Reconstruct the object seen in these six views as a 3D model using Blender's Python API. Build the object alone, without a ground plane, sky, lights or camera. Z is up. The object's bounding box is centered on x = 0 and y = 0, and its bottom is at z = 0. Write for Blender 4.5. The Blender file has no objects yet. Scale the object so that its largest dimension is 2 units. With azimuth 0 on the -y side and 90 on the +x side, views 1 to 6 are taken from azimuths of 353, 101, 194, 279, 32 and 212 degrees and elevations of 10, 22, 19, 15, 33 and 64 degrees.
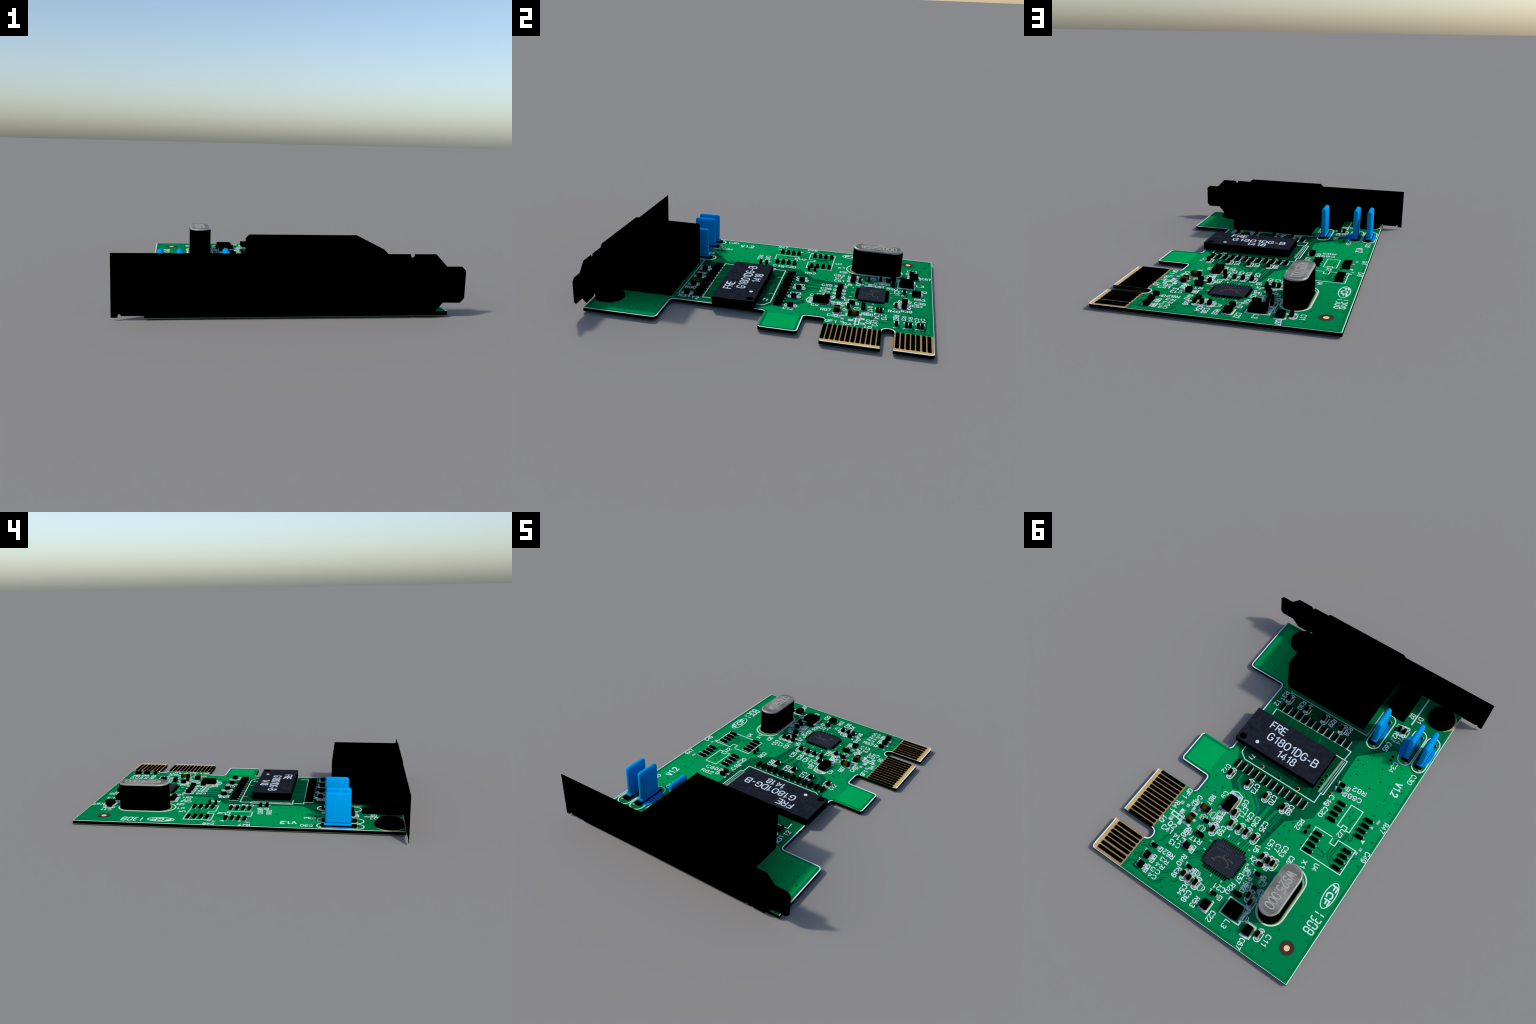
"""A small expansion card for a wired network: green circuit board with edge
contacts, black mounting bracket, jack, transformer, crystal, blue capacitors
and many tiny chip parts with white printed markings."""
import math, random
import bpy, bmesh
from mathutils import Vector, Matrix

random.seed(7)
ZB = 0.0258                      # top face of the board
SC = bpy.context.scene.collection

# ------------------------------------------------------------------ materials
def srgb(r, g, b):
    f = lambda c: (c / 255 / 12.92) if c <= 10 else ((c / 255 + 0.055) / 1.055) ** 2.4
    return (f(r), f(g), f(b), 1.0)

def material(name, colour, rough=0.7, spec=0.0, second=None, scale=40.0, lo=0.35, hi=0.65, bump=0.0):
    m = bpy.data.materials.new(name)
    m.use_nodes = True
    nt = m.node_tree
    b = nt.nodes["Principled BSDF"]
    b.inputs["Base Color"].default_value = colour
    b.inputs["Roughness"].default_value = rough
    b.inputs["Specular IOR Level"].default_value = spec
    if second:
        tc = nt.nodes.new("ShaderNodeTexCoord")
        n = nt.nodes.new("ShaderNodeTexNoise")
        n.inputs["Scale"].default_value = scale
        n.inputs["Detail"].default_value = 4
        r = nt.nodes.new("ShaderNodeValToRGB")
        r.color_ramp.elements[0].position, r.color_ramp.elements[0].color = lo, colour
        r.color_ramp.elements[1].position, r.color_ramp.elements[1].color = hi, second
        nt.links.new(tc.outputs["Object"], n.inputs["Vector"])
        nt.links.new(n.outputs["Fac"], r.inputs["Fac"])
        nt.links.new(r.outputs["Color"], b.inputs["Base Color"])
        if bump:
            k = nt.nodes.new("ShaderNodeBump")
            k.inputs["Strength"].default_value = bump
            k.inputs["Distance"].default_value = 0.002
            nt.links.new(n.outputs["Fac"], k.inputs["Height"])
            nt.links.new(k.outputs["Normal"], b.inputs["Normal"])
    return m

def solder_mask(name, near, mid, far, grain=0.06):
    """Green lacquer whose shade drifts along the length of the board."""
    m = bpy.data.materials.new(name)
    m.use_nodes = True
    nt = m.node_tree
    b = nt.nodes["Principled BSDF"]
    b.inputs["Roughness"].default_value = 0.6
    b.inputs["Specular IOR Level"].default_value = 0.0
    tc = nt.nodes.new("ShaderNodeTexCoord")
    sep = nt.nodes.new("ShaderNodeSeparateXYZ")
    mr = nt.nodes.new("ShaderNodeMapRange")
    mr.inputs["From Min"].default_value, mr.inputs["From Max"].default_value = -1.0, 1.0
    noise = nt.nodes.new("ShaderNodeTexNoise")
    noise.inputs["Scale"].default_value, noise.inputs["Detail"].default_value = 7.0, 5.0
    ma = nt.nodes.new("ShaderNodeMath"); ma.operation = "MULTIPLY_ADD"
    ma.inputs[1].default_value = grain
    r = nt.nodes.new("ShaderNodeValToRGB")
    e = r.color_ramp.elements
    e[0].position, e[0].color = 0.30, near
    e[1].position, e[1].color = 0.97, far
    k = e.new(0.62); k.color = mid
    L = nt.links.new
    L(tc.outputs["Object"], sep.inputs[0]); L(sep.outputs["Y"], mr.inputs["Value"])
    L(tc.outputs["Object"], noise.inputs["Vector"])
    L(noise.outputs["Fac"], ma.inputs[0]); L(mr.outputs["Result"], ma.inputs[2])
    L(ma.outputs[0], r.inputs["Fac"]); L(r.outputs["Color"], b.inputs["Base Color"])
    return m

BLACK = material("black_lacquer", (0, 0, 0, 1), 1.0)
GREEN = solder_mask("solder_mask_green", srgb(0, 146, 79), srgb(0, 137, 76), srgb(0, 121, 70))  # three greens bake the photo's lighting falloff into the lacquer
TABG = material("solder_mask_baked_light", srgb(0, 158, 82), second=srgb(0, 148, 78), scale=5)
DARK = material("bare_laminate_green", srgb(0, 70, 44), second=srgb(0, 94, 56), scale=3.0, lo=0.40, hi=0.60)
MIDG = material("bare_laminate_middle", srgb(0, 104, 60), second=srgb(0, 112, 64), scale=6)
DEEP = material("deep_green_patch", srgb(0, 60, 38), second=srgb(0, 70, 43), scale=12)
BAND = material("board_margin_green", srgb(0, 112, 62), second=srgb(0, 104, 58), scale=10)
TRACE = material("copper_trace_green", srgb(0, 138, 72), second=srgb(0, 126, 68), scale=25)
TEAL = material("copper_trace_teal", srgb(6, 112, 82), second=srgb(0, 120, 70), scale=30)
GROOVE = material("trace_gap_green", srgb(0, 88, 52))
VIA = material("via_dark_green", srgb(0, 82, 48))
RIM = material("edge_glint_white_paint", srgb(226, 234, 244), second=srgb(205, 214, 228), scale=20)
RIMT = material("edge_glint_pale_paint", srgb(188, 222, 206), second=srgb(212, 234, 226), scale=9)
SILKL = material("white_print_line", srgb(178, 222, 204), second=srgb(198, 230, 218), scale=50)
SILK = material("white_print", srgb(212, 234, 230), second=srgb(190, 218, 212), scale=60)
SILKD = material("white_print_dim", srgb(168, 196, 188), second=srgb(140, 176, 164), scale=60)
PAD = material("solder_pad", srgb(198, 208, 216), second=srgb(128, 142, 148), scale=60)
BEIGE = material("bare_laminate_beige", srgb(190, 160, 118), second=srgb(165, 140, 105), scale=50)
TAN = material("laminate_gold", srgb(200, 172, 98), second=srgb(186, 156, 92), scale=14)
TAND = material("laminate_tan", srgb(168, 138, 98), second=srgb(148, 120, 84), scale=40)
HOLE_RING = material("bare_hole_ring", srgb(70, 54, 44), second=srgb(60, 46, 38), scale=30)
HOLE_MID = material("hole_centre_cream", srgb(226, 198, 152))
NAVY = material("moulded_epoxy", srgb(25, 28, 36), second=srgb(33, 37, 46), scale=45, bump=0.15)
SLATE = material("chip_epoxy", srgb(34, 38, 48), second=srgb(39, 43, 52), scale=70)
CHIPINK = material("chip_print", srgb(182, 198, 210), second=srgb(204, 218, 228), scale=80)
STRIPE = material("pale_stripe", srgb(112, 142, 126), second=srgb(134, 162, 146), scale=40)
FAINT = material("faint_print", srgb(56, 62, 70))
MUD = material("brown_print", srgb(62, 58, 58), second=srgb(76, 72, 72), scale=60)
CAN = material("brushed_can_top", srgb(98, 98, 95), 0.5, second=srgb(136, 136, 130), scale=9, lo=0.40, hi=0.60)
CANLT = material("can_stamp", srgb(146, 148, 140), second=srgb(164, 166, 158), scale=30)
CANRIM = material("can_bright_rim", srgb(128, 130, 126), 0.32, 0.7)
BLUE = material("capacitor_resin_blue", (0.0, 0.258, 0.635, 1), 0.6)
BLUE2 = material("capacitor_resin_deep", (0.0, 0.215, 0.62, 1), 0.6)
AMBER = material("component_amber", srgb(66, 50, 2))
UNDER = material("board_underside_line", srgb(92, 110, 100))
UNDERG = material("board_underside_green", srgb(10, 70, 46))

# ------------------------------------------------------------------ helpers
def finish(bm, name, parent, mats, kind=None, smooth=False):
    me = bpy.data.meshes.new(name)
    bm.normal_update()
    bm.to_mesh(me); bm.free()
    for m in (mats if isinstance(mats, (list, tuple)) else [mats]):
        me.materials.append(m)
    o = bpy.data.objects.new(name, me)
    SC.objects.link(o)
    o.parent = parent
    if kind:
        o["kind"] = kind
    if smooth:
        for p in me.polygons:
            p.use_smooth = True
    return o

def again(src, name, parent, loc, rot=0.0, scale=(1, 1, 1)):
    o = src.copy(); o.name = name
    SC.objects.link(o)
    o.parent = parent
    o.location = loc
    o.rotation_euler = (0, 0, rot)
    o.scale = scale
    return o

def rounded(corners, steps=6):
    """Closed outline from (x, y, radius) corners."""
    out, n = [], len(corners)
    for i, (x, y, r) in enumerate(corners):
        p = Vector((x, y))
        if r <= 0:
            out.append(p); continue
        a = (Vector(corners[i - 1][:2]) - p).normalized()
        b = (Vector(corners[(i + 1) % n][:2]) - p).normalized()
        half = math.acos(max(-1, min(1, a.dot(b)))) / 2
        c = p + (a + b).normalized() * (r / math.sin(half))
        s, e = p + a * (r / math.tan(half)), p + b * (r / math.tan(half))
        a0 = math.atan2(*(s - c).yx); a1 = math.atan2(*(e - c).yx)
        d = (a1 - a0 + math.pi) % (2 * math.pi) - math.pi
        out += [c + r * Vector((math.cos(a0 + d * k / steps), math.sin(a0 + d * k / steps))) for k in range(steps + 1)]
    return out

def stadium(cx, cy, hw, hl, steps=10):
    """Upright capsule: half width hw along x, half length hl along y."""
    pts = []
    for s in (1, -1):
        for k in range(steps + 1):
            a = math.pi * k / steps
            pts.append(Vector((cx + s * hw * math.cos(a), cy + s * (hl - hw + hw * math.sin(a)))))
    return pts

def disc(cx, cy, rx, ry=None, n=20):
    ry = ry or rx
    return [Vector((cx + rx * math.cos(2 * math.pi * k / n), cy + ry * math.sin(2 * math.pi * k / n))) for k in range(n)]

def rect(x0, x1, y0, y1):
    return [Vector((x0, y0)), Vector((x1, y0)), Vector((x1, y1)), Vector((x0, y1))]

def area(pts):
    return sum(a.x * b.y - b.x * a.y for a, b in zip(pts, pts[1:] + pts[:1]))

def offset(pts, d):
    """Move a closed outline inwards by d with mitred corners."""
    if area(pts) < 0:
        pts = pts[::-1]
    out, n = [], len(pts)
    for i in range(n):
        a, b, c = pts[i - 1], pts[i], pts[(i + 1) % n]
        u, v = (b - a), (c - b)
        if u.length < 1e-9 or v.length < 1e-9:
            out.append(b.copy()); continue
        n1 = Vector((-u.y, u.x)).normalized(); n2 = Vector((-v.y, v.x)).normalized()
        m = (n1 + n2)
        m = m / max(0.35, m.dot(n1)) if m.length > 1e-6 else n1
        out.append(b + m * d)
    return out

def slab(bm, pts, z0, z1, mat=0, side=None):
    """Solid prism over a closed outline."""
    if area(pts) < 0:
        pts = pts[::-1]
    lo = [bm.verts.new((p.x, p.y, z0)) for p in pts]
    hi = [bm.verts.new((p.x, p.y, z1)) for p in pts]
    f = [bm.faces.new(hi), bm.faces.new(lo[::-1])]
    n = len(pts)
    s = [bm.faces.new((lo[i], lo[(i + 1) % n], hi[(i + 1) % n], hi[i])) for i in range(n)]
    for q in f:
        q.material_index = mat
    for q in s:
        q.material_index = mat if side is None else side

def ribbon(bm, pts, w, z0, z1, closed=False, mat=0):
    """A line of width w as a solid strip with mitred joints."""
    pts = [Vector(p[:2]) for p in pts]
    n = len(pts)
    L, R = [], []
    for i in range(n):
        a = pts[i - 1] if (closed or i) else None
        c = pts[(i + 1) % n] if (closed or i < n - 1) else None
        ns = []
        if a is not None:
            u = pts[i] - a; ns.append(Vector((-u.y, u.x)).normalized())
        if c is not None:
            u = c - pts[i]; ns.append(Vector((-u.y, u.x)).normalized())
        m = ns[0] + ns[-1]
        m = m / max(0.4, m.dot(ns[0])) if m.length > 1e-6 else ns[0]
        L.append(pts[i] + m * w / 2); R.append(pts[i] - m * w / 2)
    V = [[bm.verts.new((p.x, p.y, z)) for p in side] for side in (L, R) for z in (z0, z1)]
    l0, l1, r0, r1 = V
    for i in range(n if closed else n - 1):
        j = (i + 1) % n
        for q in ((l1[i], r1[i], r1[j], l1[j]), (l0[j], r0[j], r0[i], l0[i]), (l0[i], l1[i], l1[j], l0[j]), (r0[j], r1[j], r1[i], r0[i])):
            bm.faces.new(q).material_index = mat
    if not closed:
        bm.faces.new((l0[0], r0[0], r1[0], l1[0])).material_index = mat
        bm.faces.new((l1[-1], r1[-1], r0[-1], l0[-1])).material_index = mat

def fix(bm):
    bmesh.ops.recalc_face_normals(bm, faces=bm.faces)

def box(bm, x0, x1, y0, y1, z0, z1, mat=0):
    slab(bm, rect(x0, x1, y0, y1), z0, z1, mat)

def bevelled_box(name, parent, mats, x0, x1, y0, y1, z0, z1, r=0.004, seg=2, only_top=False):
    bm = bmesh.new()
    box(bm, x0, x1, y0, y1, z0, z1)
    es = [e for e in bm.edges if not only_top or any(v.co.z > z1 - 1e-6 for v in e.verts)]
    bmesh.ops.bevel(bm, geom=es, offset=r, segments=seg, profile=0.5, affect="EDGES")
    return finish(bm, name, parent, mats)

def empty(name, parent=None):
    o = bpy.data.objects.new(name, None)
    SC.objects.link(o)
    o.parent = parent
    return o

# Letters drawn as strokes in a box 0.6 wide and 1 high, the way board printing is.
BOWL = [(.6, .78), (.48, .95), (.3, 1), (.12, .95), (0, .70), (0, .30), (.12, .05), (.3, 0), (.48, .05), (.6, .22)]
OVAL = [(.3, 1), (.12, .95), (0, .70), (0, .30), (.12, .05), (.3, 0), (.48, .05), (.6, .30), (.6, .70), (.48, .95), (.3, 1)]
GLYPH = {
    "C": [BOWL], "G": [BOWL + [(.6, .46), (.33, .46)]], "0": [OVAL], "Q": [OVAL, [(.36, .28), (.62, -.05)]],
    "R": [[(0, 0), (0, 1), (.40, 1), (.57, .90), (.60, .75), (.57, .60), (.40, .50), (0, .50)], [(.30, .50), (.60, 0)]],
    "F": [[(0, 0), (0, 1), (.58, 1)], [(0, .52), (.48, .52)]], "E": [[(.60, 0), (0, 0), (0, 1), (.58, 1)], [(0, .52), (.50, .52)]],
    "B": [[(0, .52), (0, 1), (.38, 1), (.54, .90), (.54, .62), (.38, .52), (0, .52), (0, 0), (.42, 0), (.60, .12), (.60, .40), (.42, .52)]],
    "D": [[(0, 0), (0, 1), (.32, 1), (.52, .85), (.60, .60), (.60, .40), (.52, .15), (.32, 0), (0, 0)]],
    "U": [[(0, 1), (0, .25), (.10, .06), (.3, 0), (.5, .06), (.6, .25), (.6, 1)]], "V": [[(0, 1), (.3, 0)], [(.3, 0), (.6, 1)]],
    "X": [[(0, 0), (.6, 1)], [(0, 1), (.6, 0)]], "T": [[(0, 1), (.6, 1)], [(.3, 1), (.3, 0)]], "L": [[(0, 1), (0, 0), (.55, 0)]],
    "Y": [[(0, 1), (.3, .5), (.6, 1)], [(.3, .5), (.3, 0)]], "W": [[(0, 1), (.18, 0)], [(.18, 0), (.37, .85)], [(.37, .85), (.56, 0)], [(.56, 0), (.74, 1)]],
    "S": [[(.58, .80), (.45, .97), (.15, .97), (.02, .78), (.12, .58), (.48, .44), (.6, .24), (.46, .03), (.14, .03), (0, .22)]],
    "1": [[(.10, .74), (.36, 1), (.36, 0)]], "2": [[(.02, .75), (.10, .95), (.3, 1), (.5, .95), (.58, .75), (.5, .52), (0, 0), (.6, 0)]],
    "3": [[(.02, .80), (.15, .98), (.42, .98), (.56, .80), (.48, .58), (.26, .53), (.50, .48), (.6, .26), (.46, .03), (.15, .02), (0, .22)]],
    "4": [[(.44, 0), (.44, 1), (0, .30), (.62, .30)]], "5": [[(.55, 1), (.10, 1), (.04, .52), (.3, .64), (.52, .56), (.6, .34), (.48, .06), (.22, 0), (0, .16)]],
    "6": [[(.55, .85), (.40, 1), (.2, .97), (.04, .70), (0, .35), (.08, .08), (.3, 0), (.52, .08), (.6, .32), (.5, .55), (.3, .62), (.03, .42)]],
    "7": [[(0, 1), (.6, 1), (.34, .5), (.22, 0)]], "9": [[(.05, .15), (.2, 0), (.4, .03), (.56, .30), (.6, .65), (.52, .92), (.3, 1), (.08, .92), (0, .68), (.1, .45), (.3, .38), (.57, .58)]],
    "8": [[(.3, .53), (.10, .62), (.05, .80), (.15, .97), (.3, 1), (.45, .97), (.55, .80), (.50, .62), (.3, .53), (.08, .44), (0, .24), (.1, .05), (.3, 0), (.5, .05), (.6, .24), (.52, .44), (.3, .53)]],
    "-": [[(.06, .40), (.40, .40)]], ".": [[(.06, 0), (.06, .10)]]}
# segment-style figures of the date code, with a break half way up
UP, DOWN = [(0, .57), (0, .88), (.10, 1), (.40, 1), (.50, .88), (.50, .57)], [(0, .43), (0, .12), (.10, 0), (.40, 0), (.50, .12), (.50, .43)]
SEGMENT = {"1": [[(.20, 1), (.20, .57)], [(.20, .43), (.20, 0)]], "0": [UP, DOWN], "8": [UP + [(.40, .50), (.08, .50), (0, .57)], DOWN],
           "3": [UP[2:] + [(.40, .50), (.12, .50)], DOWN[2:]]}
WIDTH = {"1": .46, "-": .46, ".": .14, "W": .74}

def lettering(s, start, end, height, z, parent, mat, name="printed_mark", weight=.175, glyphs=GLYPH):
    """Word set from start to end (middle of its height), standing on its own print."""
    a, b = Vector(start), Vector(end)
    total = sum(WIDTH.get(c, .6) for c in s) + .20 * (len(s) - 1)
    kx, x = (b - a).length / total, -total / 2
    bm = bmesh.new()
    for n, c in enumerate(s):
        for m, stroke in enumerate(glyphs[c]):
            ribbon(bm, [((x + px) * kx, (py - .5) * height) for px, py in stroke], weight * height, 0, .0006 + .00003 * ((n + m) % 5))
        x += WIDTH.get(c, .6) + .20
    o = finish(bm, name, parent, mat)
    c = (a + b) / 2
    o.location = (c.x, c.y, z - .0004)
    o.rotation_euler = (0, 0, math.atan2(b.y - a.y, b.x - a.x))
    return o

# ------------------------------------------------------------------ the card
card = empty("network_card")
card["label"] = "small green computer network card with a black metal bracket"
card["category"] = "network card"

OUT = rounded([(-0.625, -0.9722, 0), (0.697, -0.957, 0), (0.697, -0.5245, 0.028), (0.4375, -0.5245, 0.022),
               (0.4375, 0.043, 0.020), (0.644, 0.043, 0.020), (0.644, 0.266, 0.022), (0.4375, 0.270, 0.018),
               (0.4375, 0.392, 0.020), (0.713, 0.394, 0.014), (0.713, 0.718, 0), (0.474, 0.718, 0.030),
               (0.474, 0.785, 0.030), (0.713, 0.785, 0), (0.713, 1.0, 0.020), (-0.625, 1.0, 0)])

bm = bmesh.new()
slab(bm, OUT, 0.0068, ZB, mat=0, side=1)
slab(bm, OUT, 0.0050, 0.0066, mat=2)
slab(bm, offset(OUT, 0.010), 0.0, 0.0049, mat=3)
board = finish(bm, "circuit_board", card, [GREEN, BLACK, UNDER, UNDERG])

# little tab's lacquer lightened for the brighter light falling there, tan bare laminate at the contacts
bm = bmesh.new()
slab(bm, rounded([(0.455, 0.052, 0.01), (0.636, 0.052, 0.014), (0.636, 0.258, 0.014), (0.455, 0.261, 0.01)]), ZB - .001, ZB + .00025)
finish(bm, "locating_tab_lacquer", board, TABG)
bm = bmesh.new()
for y0, y1, r0, r1 in ((0.396, 0.7165, 0.012, 0), (0.7865, 0.997, 0, 0.016)):
    slab(bm, rounded([(0.502, y0, 0), (0.690, y0, 0), (0.690, y1, 0), (0.502, y1, 0)]), ZB - .001, ZB + .0007, 1)
    slab(bm, rounded([(0.684, y0, 0), (0.7115, y0, r0), (0.7115, y1, r1), (0.684, y1, 0)]), ZB - .001, ZB + .00085, 0)
finish(bm, "contact_laminate", board, [TAN, TAND])

# bare laminate zones without copper
bm = bmesh.new()
zone = [(-0.615, -0.42), (-0.46, -0.53), (-0.402, -0.526), (-0.2253, -0.3552), (-0.232, -0.1389), (-0.2271, 0.1394), (-0.1001, 0.2527), (-0.0695, 0.4596),
        (-0.03, 0.475), (-0.02, 0.385), (0.075, 0.385), (0.085, 0.31), (0.2011, 0.2318), (0.2691, 0.2534), (0.3204, 0.2042),
        (0.352, 0.09), (0.372, 0.05), (0.425, -0.02), (0.425, -0.51), (-0.19, -0.515), (-0.35, -0.54), (-0.44, -0.535), (-0.545, -0.47)]
slab(bm, [Vector(p) for p in zone], ZB - .001, ZB + .0003)
slab(bm, [Vector(p) for p in ((-0.615, -0.40), (-0.46, -0.525), (-0.402, -0.520), (-0.19, -0.505), (0.40, -0.515), (0.40, -0.955), (-0.615, -0.965))], ZB - .001, ZB + .0002, 1)
finish(bm, "bare_laminate_zone", board, [DARK, MIDG])
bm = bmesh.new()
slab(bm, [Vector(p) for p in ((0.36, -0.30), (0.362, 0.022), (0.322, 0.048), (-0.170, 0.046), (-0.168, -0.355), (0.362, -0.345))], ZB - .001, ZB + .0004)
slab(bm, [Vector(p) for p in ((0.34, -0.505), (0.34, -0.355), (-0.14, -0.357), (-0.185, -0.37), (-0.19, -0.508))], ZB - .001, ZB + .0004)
slab(bm, rect(-0.212, -0.150, -0.968, -0.735), ZB - .001, ZB + .0006)  # dark plate painting the shade between jack and lamp holder
finish(bm, "deep_green_pocket", board, DEEP)

# darker margin, then pale strips modelled for light catching the board edge
def strip_between(name, d0, d1, z, mat, keep):
    a, b = offset(OUT, d0), offset(OUT, d1)
    bm = bmesh.new()
    n = len(a)
    for i in range(n):
        j = (i + 1) % n
        if not keep(a[i], a[j]):
            continue
        q = [bm.verts.new((p.x, p.y, zz)) for zz in (z - .001, z) for p in (a[i], a[j], b[j], b[i])]
        for f in ((4, 5, 6, 7), (3, 2, 1, 0), (0, 1, 5, 4), (1, 2, 6, 5), (2, 3, 7, 6), (3, 0, 4, 7)):
            bm.faces.new([q[k] for k in f])
    bmesh.ops.remove_doubles(bm, verts=bm.verts, dist=1e-6)
    fix(bm)
    return finish(bm, name, board, mat)

def on_contacts(p, q):
    return (p.x + q.x) / 2 > 0.50 and (p.y + q.y) / 2 > 0.393
def slot_edge(p, q):                       # cut faces of the two contact tongues
    return on_contacts(p, q) and abs(p.y - q.y) < 1e-4 and (p.y + q.y) / 2 < 0.99
strip_between("board_margin", 0.010, 0.021, ZB + .0005, BAND, lambda p, q: not on_contacts(p, q))
strip_between("painted_edge_glint", 0.0002, 0.0068, ZB + .0010, RIM,
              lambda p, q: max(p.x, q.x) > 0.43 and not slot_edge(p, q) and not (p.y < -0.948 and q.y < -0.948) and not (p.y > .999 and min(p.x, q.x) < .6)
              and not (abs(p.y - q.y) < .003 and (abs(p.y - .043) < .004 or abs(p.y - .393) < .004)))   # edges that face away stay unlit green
strip_between("painted_side_glint", 0.0002, 0.0050, ZB + .0008, RIMT, lambda p, q: max(p.x, q.x) < -0.62)
strip_between("painted_end_glint", 0.0002, 0.0022, ZB + .0008, RIMT, lambda p, q: min(p.y, q.y) > 0.999 and min(p.x, q.x) < 0.6 and max(p.x, q.x) > -.62)

# gold fingers (all black, standing a little proud)
bm = bmesh.new()
slab(bm, rounded([(0, -0.00975, 0.005), (0.1735, -0.00975, 0.005), (0.1735, 0.00975, 0.005), (0, 0.00975, 0.005)], 3), 0, 0.0042)
first = finish(bm, "contact_finger", board, BLACK)
rows = [0.4055 + (0.7065 - 0.4055) * k / 11 for k in range(12)] + [0.8035, 0.8315, 0.8595, 0.8865, 0.9130, 0.9440, 0.9720]
for k, y in enumerate(rows):
    if k == 0:
        first.location = (0.509, y, ZB)
    else:
        again(first, "contact_finger", board, (0.509 + random.uniform(-.001, .001), y, ZB))

# ------------------------------------------------------------------ traces and vias
bm = bmesh.new()
trace_count = [0]
def level():                            # every trace a hair above the last, so that crossings stay clean
    trace_count[0] += 1
    return ZB + .00052 + .000006 * (trace_count[0] % 30)
bright = [([(0.1819, 0.2088), (0.0893, 0.2847), (0.0698, 0.3773)], .020), ([(0.0207, 0.2243), (0.0381, 0.3971)], .017),
          ([(-0.0279, 0.2188), (0.0117, 0.4741)], .017)]
teal = [([(0.2743, 0.1389), (0.2729, 0.1907), (0.2298, 0.2292), (0.1876, 0.2257), (0.103, 0.2943), (0.0874, 0.3772)], .014),
        ([(0.15, 0.1994), (0.0658, 0.2683), (0.0504, 0.3638)], .014), ([(0.0106, 0.1376), (0.0188, 0.3837), (0.03, 0.46)], .007),
        ([(-0.0298, 0.2175), (-0.019, 0.3309)], .006), ([(-0.0639, 0.225), (-0.0526, 0.387), (-0.0285, 0.4821)], .006),
        ([(-0.05, 0.225), (-0.040, 0.387), (-0.018, 0.47)], .006), ([(-0.0267, 0.399), (0.0136, 0.4874), (0.0212, 0.5166)], .006)]
for pts, w in bright:
    ribbon(bm, pts, w, ZB - .001, level(), mat=0)
for pts, w in teal:
    ribbon(bm, pts, w, ZB - .001, level(), mat=1)
for x in (0.25, 0.125, 0.03, -0.08):         # leads that cross under the transformer
    ribbon(bm, [(x, -0.345), (x - .012, -0.31), (x - .012, -0.27)], .012, ZB - .001, level(), mat=2)
    ribbon(bm, [(x - .02, -0.03), (x - .03, 0.01), (x - .03, 0.048)], .012, ZB - .001, level(), mat=2)
gaps = [[(-0.4132, 0.1664), (-0.4096, 0.2736), (-0.4272, 0.2968), (-0.4727, 0.3295)], [(-0.4514, 0.1034), (-0.4365, 0.2727), (-0.4699, 0.2907)],
        [(-0.423, 0.0711), (-0.423, 0.0216), (-0.4438, 0.001)], [(-0.44, 0.10), (-0.424, 0.272), (-0.452, 0.30)],
        [(0.5, 0.935), (0.4677, 0.945), (0.4441, 0.9519), (0.3018, 0.9677), (0.268, 0.93), (0.2535, 0.92)],
        [(0.304, 0.8967), (0.2358, 0.8293)], [(0.300, 0.9107), (0.2258, 0.8393)], [(0.4344, 0.7621), (0.4084, 0.7501), (0.3996, 0.7017), (0.36, 0.66)],
        [(0.3715, 0.7663), (0.3514, 0.65), (0.31, 0.60)], [(0.361, 0.7703), (0.340, 0.66), (0.30, 0.61)], [(0.350, 0.7743), (0.330, 0.67)],
        [(0.2254, 0.7357), (0.1707, 0.68)], [(0.2154, 0.7457), (0.1707, 0.70)], [(0.2354, 0.7257), (0.18, 0.67)], [(0.47, 0.865), (0.45, 0.90), (0.448, 0.952)],
        [(0.4860, 0.835), (0.4690, 0.820), (0.4500, 0.822)], [(0.4900, 0.885), (0.462, 0.880), (0.446, 0.868)], [(0.492, 0.960), (0.474, 0.932), (0.46, 0.926)],
        [(0.415, 0.720), (0.395, 0.700), (0.385, 0.655), (0.345, 0.625)], [(0.385, 0.78), (0.37, 0.80), (0.345, 0.805)], [(0.28, 0.72), (0.22, 0.71), (0.185, 0.66)],
        [(0.27, 0.64), (0.21, 0.61), (0.17, 0.60)], [(0.29, 0.54), (0.25, 0.54), (0.22, 0.56), (0.17, 0.565)], [(-0.01, 0.80), (-0.05, 0.84), (-0.085, 0.835), (-0.095, 0.87)],
        [(0.255, 0.905), (0.275, 0.92), (0.262, 0.945), (0.30, 0.967)], [(0.20, 0.90), (0.18, 0.868), (0.205, 0.86)], [(-0.245, 0.255), (-0.262, 0.222), (-0.225, 0.215)],
        [(-0.345, 0.275), (-0.395, 0.285), (-0.405, 0.305), (-0.350, 0.312)], [(-0.472, 0.098), (-0.484, 0.122), (-0.472, 0.142), (-0.458, 0.12)],
        [(-0.51, 0.335), (-0.545, 0.22), (-0.565, 0.20)], [(-0.20, 0.85), (-0.235, 0.90), (-0.255, 0.86)]]
for pts in gaps:
    ribbon(bm, pts, .0062, ZB - .001, level(), mat=3)
for k in range(11):                           # short fan-out lines of the controller chip
    t = 0.135 - k * 0.0165
    ribbon(bm, [(t, 0.47 - .02 * (k % 3)), (t + .006, 0.522)], .0045, ZB - .001, level(), mat=3)
    ribbon(bm, [(t, 0.745), (t + .012, 0.785 + .015 * (k % 3))], .0045, ZB - .001, level(), mat=3)
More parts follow.
